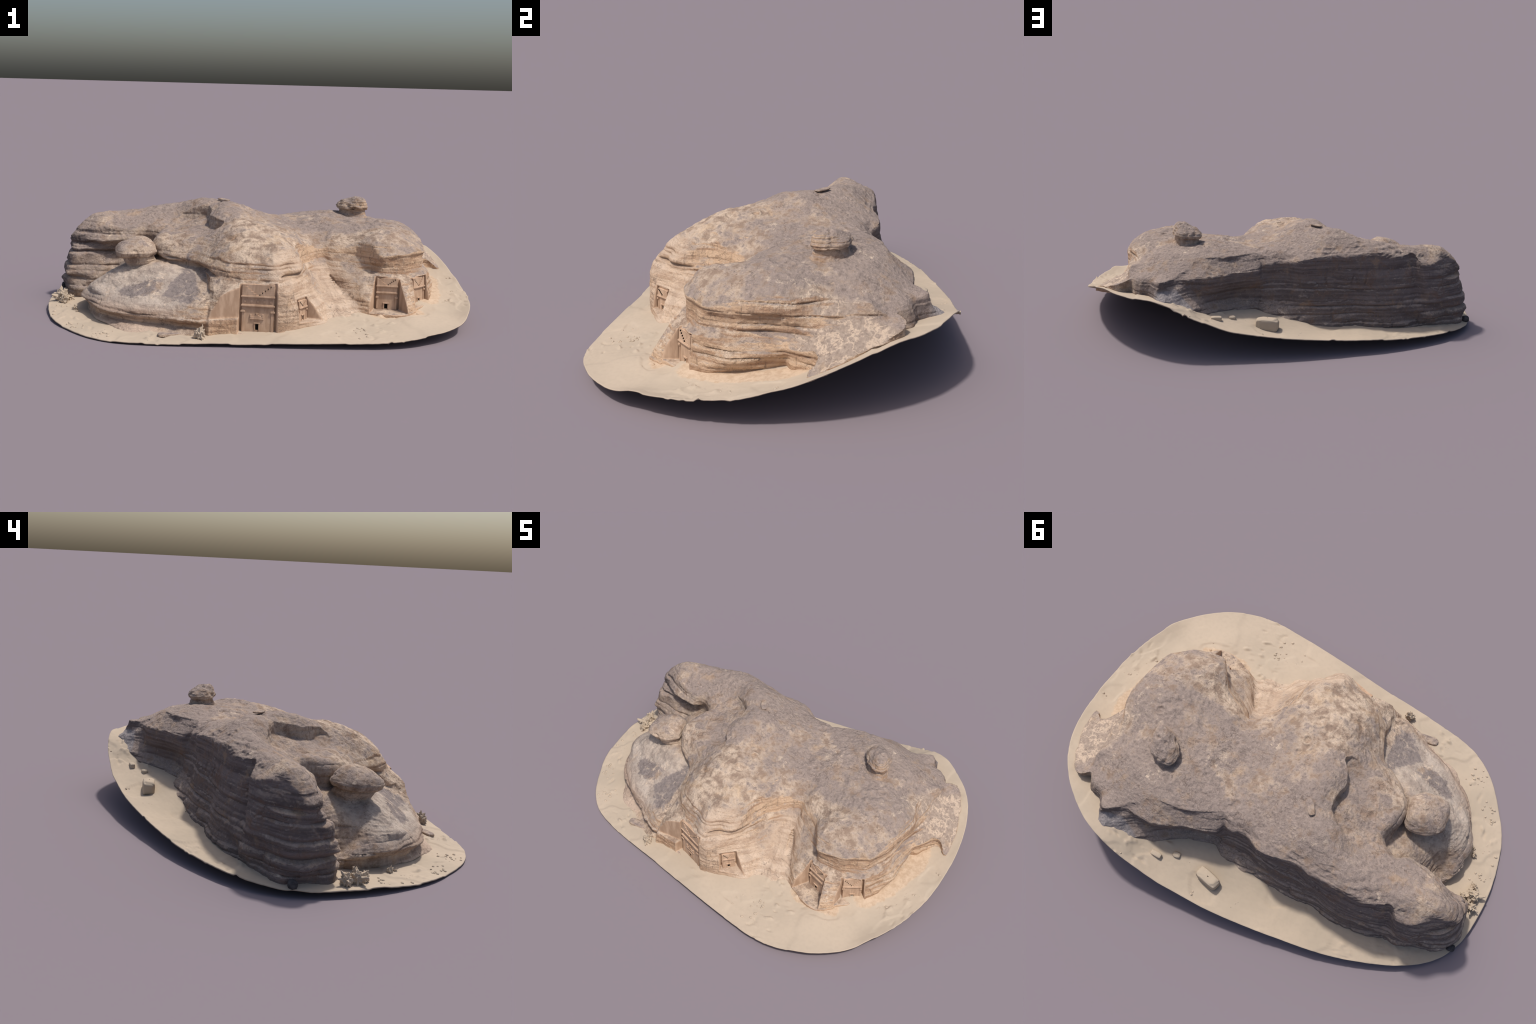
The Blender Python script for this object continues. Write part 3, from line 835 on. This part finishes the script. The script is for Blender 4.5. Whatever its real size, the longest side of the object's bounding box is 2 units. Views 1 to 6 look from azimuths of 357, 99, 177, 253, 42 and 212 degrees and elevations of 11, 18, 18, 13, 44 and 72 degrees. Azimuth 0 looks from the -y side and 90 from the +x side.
# sand sheet ------------------------------------------------------------------
def sand_sheet():
    ring = closed_spline([p[:2] for p in RIM], 10)
    ang_noise = fbm(np.c_[ring * 30, np.zeros(len(ring))], 2)
    centre = np.array((0.0, 0.0))
    ring = centre + (ring - centre) * (1 + .0015 * ang_noise)[:, None]
    ring[:, 0] = np.clip(ring[:, 0], -1, 1)
    m, rings = len(ring), 190
    s = np.linspace(0, 1, rings + 1)[1:] ** .8
    P = np.concatenate([[centre]] + [centre + (ring - centre) * t for t in s])
    z = SAND(P[:, 0], P[:, 1]) + tuck(P[:, 0], P[:, 1])
    q = np.c_[P, np.zeros(len(P))]
    z += .0030 * fbm(q * 6, 3) + .0010 * fbm(q * 45 + 3, 2)
    lumpy = smooth(.0, .35, fbm(q * 3.2 + 9, 2))
    z += lumpy * (.009 * smooth(.22, .6, fbm(q * 24 + 60, 2)) - .006 * smooth(.25, .6, fbm(q * 30 + 20, 2)))
    scarp = fbm(q * 3.0 + 44, 3)
    z += .004 * smooth(-.02, .02, scarp) * smooth(.45, .6, np.hypot(P[:, 0], P[:, 1] * 1.3))
    f = []
    idx = lambda r, k: 1 + r * m + k % m
    k = np.arange(m)
    for r in range(rings - 1):
        f.append(np.stack([1 + r * m + k, 1 + (r + 1) * m + k, 1 + (r + 1) * m + (k + 1) % m, 1 + r * m + (k + 1) % m], 1))
    f = np.concatenate(f)
    top = np.c_[P, z]
    # underside and edge give the sheet its thickness
    n = len(top)
    top[:, 2] = np.maximum(top[:, 2], .003)
    under = top - (0, 0, .004)
    under[:, 2] = np.maximum(under[:, 2], 0)
    tri = np.stack([np.zeros(m, int), 1 + k, 1 + (k + 1) % m, 1 + (k + 1) % m], 1)
    last = 1 + (rings - 1) * m
    edge = np.stack([last + k, n + last + k, n + last + (k + 1) % m, last + (k + 1) % m], 1)
    faces = np.concatenate([f, f[:, ::-1] + n, edge])
    v = np.concatenate([top, under])
    me = mesh_from("sand_ground", v, faces)
    return me


sand = add("sand_ground", sand_sheet(), root, SANDM)


# blocks for stones ------------------------------------------------------------
def sphere_grid(nu, nv):
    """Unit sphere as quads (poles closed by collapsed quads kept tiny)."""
    th = np.linspace(.002, math.pi - .002, nv)
    ph = np.arange(nu) * math.tau / nu
    T, P = np.meshgrid(th, ph, indexing="ij")
    v = np.stack([np.sin(T) * np.cos(P), np.sin(T) * np.sin(P), np.cos(T)], -1).reshape(-1, 3)
    a = np.arange(nv - 1)[:, None] * nu
    k = np.arange(nu)[None]
    f = np.stack([a + k, a + nu + k, a + nu + (k + 1) % nu, a + (k + 1) % nu], -1).reshape(-1, 4)
    return v, f


def layered_rock(name, outline, levels, top_bulge, seed, mat, nu=140, nv=90, amp=.006):
    """Body lofted from one plan outline scaled at given heights, then weathered."""
    ring = closed_spline(outline, 12)
    c = ring.mean(0)
    rel = ring - c
    ang = np.unwrap(np.arctan2(rel[:, 1], rel[:, 0]))
    rad = np.hypot(rel[:, 0], rel[:, 1])
    o = np.argsort(np.mod(ang, math.tau))
    aa, rr = np.mod(ang, math.tau)[o], rad[o]
    ph = np.arange(nu) * math.tau / nu
    r0 = np.interp(ph, aa, rr, period=math.tau)
    lv = np.array(levels, float)
    tt = np.linspace(0, len(lv) - 1, nv)
    zz, ss = np.interp(tt, np.arange(len(lv)), lv[:, 0]), np.interp(tt, np.arange(len(lv)), lv[:, 1])
    ox, oy = (np.interp(tt, np.arange(len(lv)), lv[:, j]) for j in (2, 3))
    ker = np.array((1, 2, 3, 2, 1)) / 9
    ss = np.convolve(np.pad(ss, 2, mode="edge"), ker, "valid")
    v = np.stack([c[0] + ox[:, None] + np.cos(ph)[None] * r0[None] * ss[:, None], c[1] + oy[:, None] + np.sin(ph)[None] * r0[None] * ss[:, None], np.repeat(zz[:, None], nu, 1)], -1).reshape(-1, 3)
    a = np.arange(nv - 1)[:, None] * nu
    k = np.arange(nu)[None]
    f = np.stack([a + k, a + (k + 1) % nu, a + nu + (k + 1) % nu, a + nu + k], -1).reshape(-1, 4)
    n = vertex_normals(v, f)
    q = v + seed
    d = 1.6 * amp * fbm(q * 9, 2) + amp * fbm(q * 18, 3) + amp * .35 * bedding(v[:, 2] + .010 * fbm(q * 9, 2), seed, .008, .024) * (1 - np.abs(n[:, 2])) + amp * .45 * fbm(q * 45, 3) - amp * .8 * smooth(.2, .5, fbm(q * 24 + 5, 2))
    d[:nu] = d[:nu].mean()
    d[-nu:] = d[-nu:].mean()
    n[:nu], n[-nu:] = (0, 0, -1), (0, 0, 1)
    return mesh_from(name, v + n * d[:, None], f)


CAP = [(-.488, -.139), (-.480, -.171), (-.509, -.212), (-.538, -.238), (-.588, -.249), (-.642, -.237), (-.666, -.193), (-.672, -.143), (-.668, -.108), (-.621, -.062), (-.577, -.052), (-.534, -.052), (-.500, -.090)]
cap = add("mushroom_cap", layered_rock("mushroom_cap", CAP, [(.276, .001, .01, .01), (.274, .5, .01, .01), (.275, .80, 0, 0), (.284, .96, 0, 0), (.299, 1.0, 0, 0), (.309, .97, 0, 0), (.324, .88, .004, 0), (.338, .72, .010, .004), (.350, .50, .016, .008), (.357, .28, .018, .008), (.359, .001, .018, .008)], 0, 21, ROCK, amp=.005), root, ROCK)
neck = add("mushroom_neck", layered_rock("mushroom_neck", CAP, [(.16, 1.10, .03, .02), (.20, .95, .025, .02), (.222, .80, .02, .02), (.235, .74, .02, .015), (.255, .80, .015, .01), (.272, .76, .01, .005), (.285, .72, .01, 0), (.288, .001, 0, 0)], 0, 23, ROCK, amp=.005), root, ROCK)

TURBAN = [(.539, .163), (.551, .211), (.531, .259), (.497, .296), (.459, .305), (.412, .288), (.405, .245), (.437, .199), (.487, .160)]
turban = add("balanced_rock", layered_rock("balanced_rock", TURBAN, [(.456, .001, 0, 0), (.453, .72, 0, 0), (.458, .99, 0, 0), (.471, 1.05, 0, 0), (.484, .98, 0, 0), (.499, .84, .004, -.004), (.509, .66, .010, -.010), (.517, .44, .012, -.016), (.521, .001, .012, -.016)], 0, 31, ROCK, amp=.0085), root, ROCK)
stalk = add("balanced_rock_stalk", layered_rock("balanced_rock_stalk", TURBAN, [(.395, 1.1, 0, 0), (.42, .96, 0, 0), (.435, .84, 0, 0), (.448, .78, 0, 0), (.462, .78, 0, 0), (.470, .001, 0, 0)], 0, 33, ROCK, amp=.006), root, ROCK)


# tomb fronts -------------------------------------------------------------------
class Builder:
    """Collects bevelled boxes and prisms in a tomb's own frame: u along, w outwards, z up."""

    def __init__(self, t):
        self.t, self.v, self.f = t, [], []

    def prism(self, outline, w0, w1):
        """Polygon in (u, z) extruded from w0 to w1."""
        s = len(self.v)
        k = len(outline)
        t = self.t
        for w in (w0, w1):
            for u, z in outline:
                b = .05 * (z - t["z0"])       # facades lean back a little
                p = np.array(t["c"]) + t["u"] * u + t["n"] * (w - b)
                self.v.append((p[0], p[1], z))
        self.f.append(tuple(s + i for i in reversed(range(k))))
        self.f.append(tuple(s + k + i for i in range(k)))
        for i in range(k):
            j = (i + 1) % k
            self.f.append((s + i, s + j, s + k + j, s + k + i))

    def box(self, u0, u1, z0, z1, w0, w1):
        self.prism([(u0, z0), (u1, z0), (u1, z1), (u0, z1)], w0, w1)

    def object(self, name, mat, parent, bevel=.0007):
        me = bpy.data.meshes.new(name)
        me.from_pydata(self.v, [], self.f)
        me.update()
        o = add(name, me, parent, mat)
        if bevel:
            m = o.modifiers.new("bevel", "BEVEL")
            m.width, m.segments, m.limit_method = bevel, 2, "ANGLE"
        return o


def build_tomb(t):
    h, z0, z1 = t["w"] / 2, t["z0"], t["z1"]
    low, high = t["cornices"][0], t["cornices"][-1]
    dw, dh = t["door"]
    x = t["x"]
    body = Builder(t)
    back = -.024
    foot, z0 = z0, z0 + t.get("sill", 0.0)
    # wall with a real door opening: two sides and a lintel
    body.box(-h, x - dw / 2, foot - .006, z0 + dh, back, .0)
    body.box(x + dw / 2, h, foot - .006, z0 + dh, back, .0)
    body.box(-h, h, z0 + dh, z1 - .002, back, .0)
    body.box(x - dw / 2, x + dw / 2, foot - .006, z0, back, .0)
    facade = body.object("tomb_facade", TOMBM, root)
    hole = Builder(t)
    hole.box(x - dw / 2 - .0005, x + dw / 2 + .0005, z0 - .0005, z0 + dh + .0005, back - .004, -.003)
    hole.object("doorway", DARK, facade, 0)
    frame = Builder(t)
    e = dw * .42
    frame.box(x - dw / 2 - e, x - dw / 2 - .001, z0, z0 + dh + .001, -.001, .0028)
    frame.box(x + dw / 2 + .001, x + dw / 2 + e, z0, z0 + dh + .001, -.001, .0028)
    frame.box(x - dw / 2 - e * 1.3, x + dw / 2 + e * 1.3, z0 + dh + .001, z0 + dh + .006, -.001, .0045)
    if t["pediment"]:
        p0 = z0 + dh + .024
        frame.prism([(x - .029, p0), (x + .029, p0), (x + .029, p0 + .003), (x, p0 + .016), (x - .029, p0 + .003)], -.001, .0035)
        frame.box(x - .030, x + .030, p0 - .003, p0, -.001, .005)
        for s in (-1, 1):
            frame.box(x + s * .026 - .0035, x + s * .026 + .0035, p0 + .003, p0 + .018, -.001, .0045)
        frame.prism([(x - .004, p0 + .015), (x + .004, p0 + .015), (x + .006, p0 + .024), (x - .006, p0 + .024)], -.001, .004)
    frame.object("door_frame", TOMBM, facade, .0005)
    pil = Builder(t)
    pw = h * .17
    for s in (-1, 1):
        a, b = sorted((s * h * .985, s * (h * .985 - pw)))
        pil.box(a, b, foot, t["capital"] - .004, -.001, .0022)
        a, b = sorted((s * h * 1.07, s * (h - pw * 1.25)))
        pil.box(a, b, t["capital"] - .004, t["capital"] + .003, -.001, .006)
        pil.box(*sorted((s * h * 1.02, s * (h - pw))), t["capital"] + .003, t["capital"] + .008, -.001, .003)
    pil.object("pilaster", TOMBM, facade, .0006)
    for zc in t["cornices"]:
        cor = Builder(t)
        cor.box(-h * 1.0, h * 1.0, zc - .007, zc - .003, -.006, .0035)
        cor.box(-h * 1.05, h * 1.05, zc - .003, zc + .002, -.008, .0075)
        cor.box(-h * 1.02, h * 1.02, zc + .002, zc + .0045, -.006, .005)
        cor.object("cornice", TOMBM, facade, .0008)
    if len(t["cornices"]) == 2 and t["pediment"]:
        ros = Builder(t)
        for k in range(5):
            u = -h * .8 + k * h * .4
            ros.prism([(u + .006 * math.cos(i * math.tau / 8), (low + high) / 2 - .001 + .006 * math.sin(i * math.tau / 8)) for i in range(8)], -.001, .0022)
        ros.object("frieze_ornament", TOMBM, facade, .0005)
    # two half crow-steps in the attic, rising outwards
    steps = Builder(t)
    n = 5
    lo = high + .0045
    rise = (z1 - lo - .004) / n
    run = (h * .96 - h * .12) / n
    for s in (-1, 1):
        for i in range(n):
            a, b = sorted((s * (h * .12 + i * run), s * h * .99))
            steps.box(a, b, lo + i * rise, lo + (i + 1) * rise + .0002 * (i < n - 1), -.001, .0034 - .0002 * i)
    steps.object("crow_steps", TOMBM, facade, .0004)
    # small sockets along the right-hand steps
    soc = Builder(t)
    s = 1 if t["face"] < 0 else -1
    for i in range(n):
        u = s * (h * .12 + i * run - .001)
        soc.box(u - .0014, u + .0014, lo + i * rise + .0005, lo + i * rise + .0055, .001, .0040)
    soc.object("socket_hole", DARK, facade, 0)


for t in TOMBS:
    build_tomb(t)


# loose stones and bushes ------------------------------------------------------------------
def boulder_mesh(name, seed, size, boxy=.6, nu=48, nv=32):
    v, f = sphere_grid(nu, nv)
    p = np.sign(v) * np.abs(v) ** boxy
    p = p / np.abs(p).max() * 1.0
    p = p * (1 + .12 * fbm(v * 1.6 + seed, 3))[:, None] + .02 * fbm(v * 7 + seed, 2)[:, None]
    return mesh_from(name, p * np.array(size), f[:, ::-1] if False else f)


def place(name, mesh, x, y, mat, turn=0, lift=0.0, tilt=0.0):
    o = add(name, mesh, root)
    if not mesh.materials:
        mesh.materials.append(mat)
    o.location = (x, y, float(SAND(np.array([x]), np.array([y]))[0]) + lift)
    o.rotation_euler = (tilt, 0, math.radians(turn))
    return o


place("boulder", boulder_mesh("boulder", 3, (.054, .027, .032), .45), .078, .554, SANDM, -8, .018, .06)
place("boulder", boulder_mesh("boulder", 8, (.025, .012, .012), .5), .318, .592, SANDM, 2, .007)
place("boulder", boulder_mesh("boulder", 9, (.017, .014, .014), .6), .245, .545, SANDM, 10, .003)
place("dark_stone", boulder_mesh("dark_stone", 5, (.018, .016, .016), .7), -.962, .231, BASALT, 10, .010)


def bush_mesh(name, seed, r, h):
    v, f = sphere_grid(90, 60)
    s = np.clip(fbm(v * 2.6 + seed, 2), -.2, 1)
    spikes = np.maximum(0, fbm(v * 1.9 + seed * 2, 2)) ** 1.4
    k = .66 + .40 * s + 1.25 * spikes
    p = v * k[:, None] * np.array((r, r, h))
    p[:, 2] = np.maximum(p[:, 2], -h * .55)
    return mesh_from(name, p, f)


for seed, x, y, r, h in ((4, -.276, -.609, .026, .042), (6, -.938, -.02, .036, .040), (7, -.955, .03, .026, .036), (12, -.925, -.055, .022, .030), (9, -.853, -.186, .014, .020), (10, -.84, -.215, .008, .010), (14, -.90, .0, .018, .02)):
    place("desert_bush", bush_mesh("desert_bush", seed, r, h), x, y, SANDM, seed * 40, h * .45)

# flat plates lying at the foot of the rock
for seed, x, y, sx, sy, turn, lift in ((2, -.405, -.56, .05, .02, 12, .004),):
    place("rock_plate", boulder_mesh("rock_plate", seed, (sx, sy, .008), .5), x, y, ROCK, turn, lift)
slab = add("summit_slab", boulder_mesh("summit_slab", 15, (.015, .036, .0045), .6), root, ROCK)
slab.location, slab.rotation_euler = (-.171, .140, .503), (.03, -.06, .75)

# pebbles: scattered clusters over the sand
pv, pf, base = [], [], 0
RIM_RING = closed_spline([p[:2] for p in RIM], 6)
sv, sf = sphere_grid(10, 7)
CLUSTERS = [(.40, -.53, .07, 22), (.30, -.56, .04, 5), (.88, -.2, .05, 16), (.93, -.05, .04, 10), (.95, .12, .03, 6), (-.88, -.25, .06, 22), (-.82, -.38, .07, 22), (-.70, -.52, .06, 16), (-.93, -.12, .04, 12), (-.5, -.60, .05, 8), (-.25, -.625, .05, 8), (.2, .62, .08, 10), (-.1, .56, .1, 8), (-.45, .50, .1, 8), (.45, .655, .04, 5), (.7, -.45, .05, 4)]
for cx, cy, spread, count in CLUSTERS:
    for _ in range(count):
        x, y = RNG.normal((cx, cy), spread * .6)
        r = RNG.uniform(.0025, .0065)
        if poly_dist(RIM_RING, np.array([[x]], np.float32), np.array([[y]], np.float32))[0, 0] > -.012:
            continue
        z = float(SAND(np.array([x]), np.array([y]))[0])
        q = sv * (1 + .25 * fbm(sv * 1.5 + RNG.uniform(0, 50), 2))[:, None] * (r * RNG.uniform(.8, 1.5), r, r * .8) + (x, y, z)
        pv.append(q)
        pf.append(sf + base)
        base += len(q)
peb = add("pebbles", mesh_from("pebbles", np.concatenate(pv), np.concatenate(pf)), root, SANDM)
peb["kind"] = "stuff"
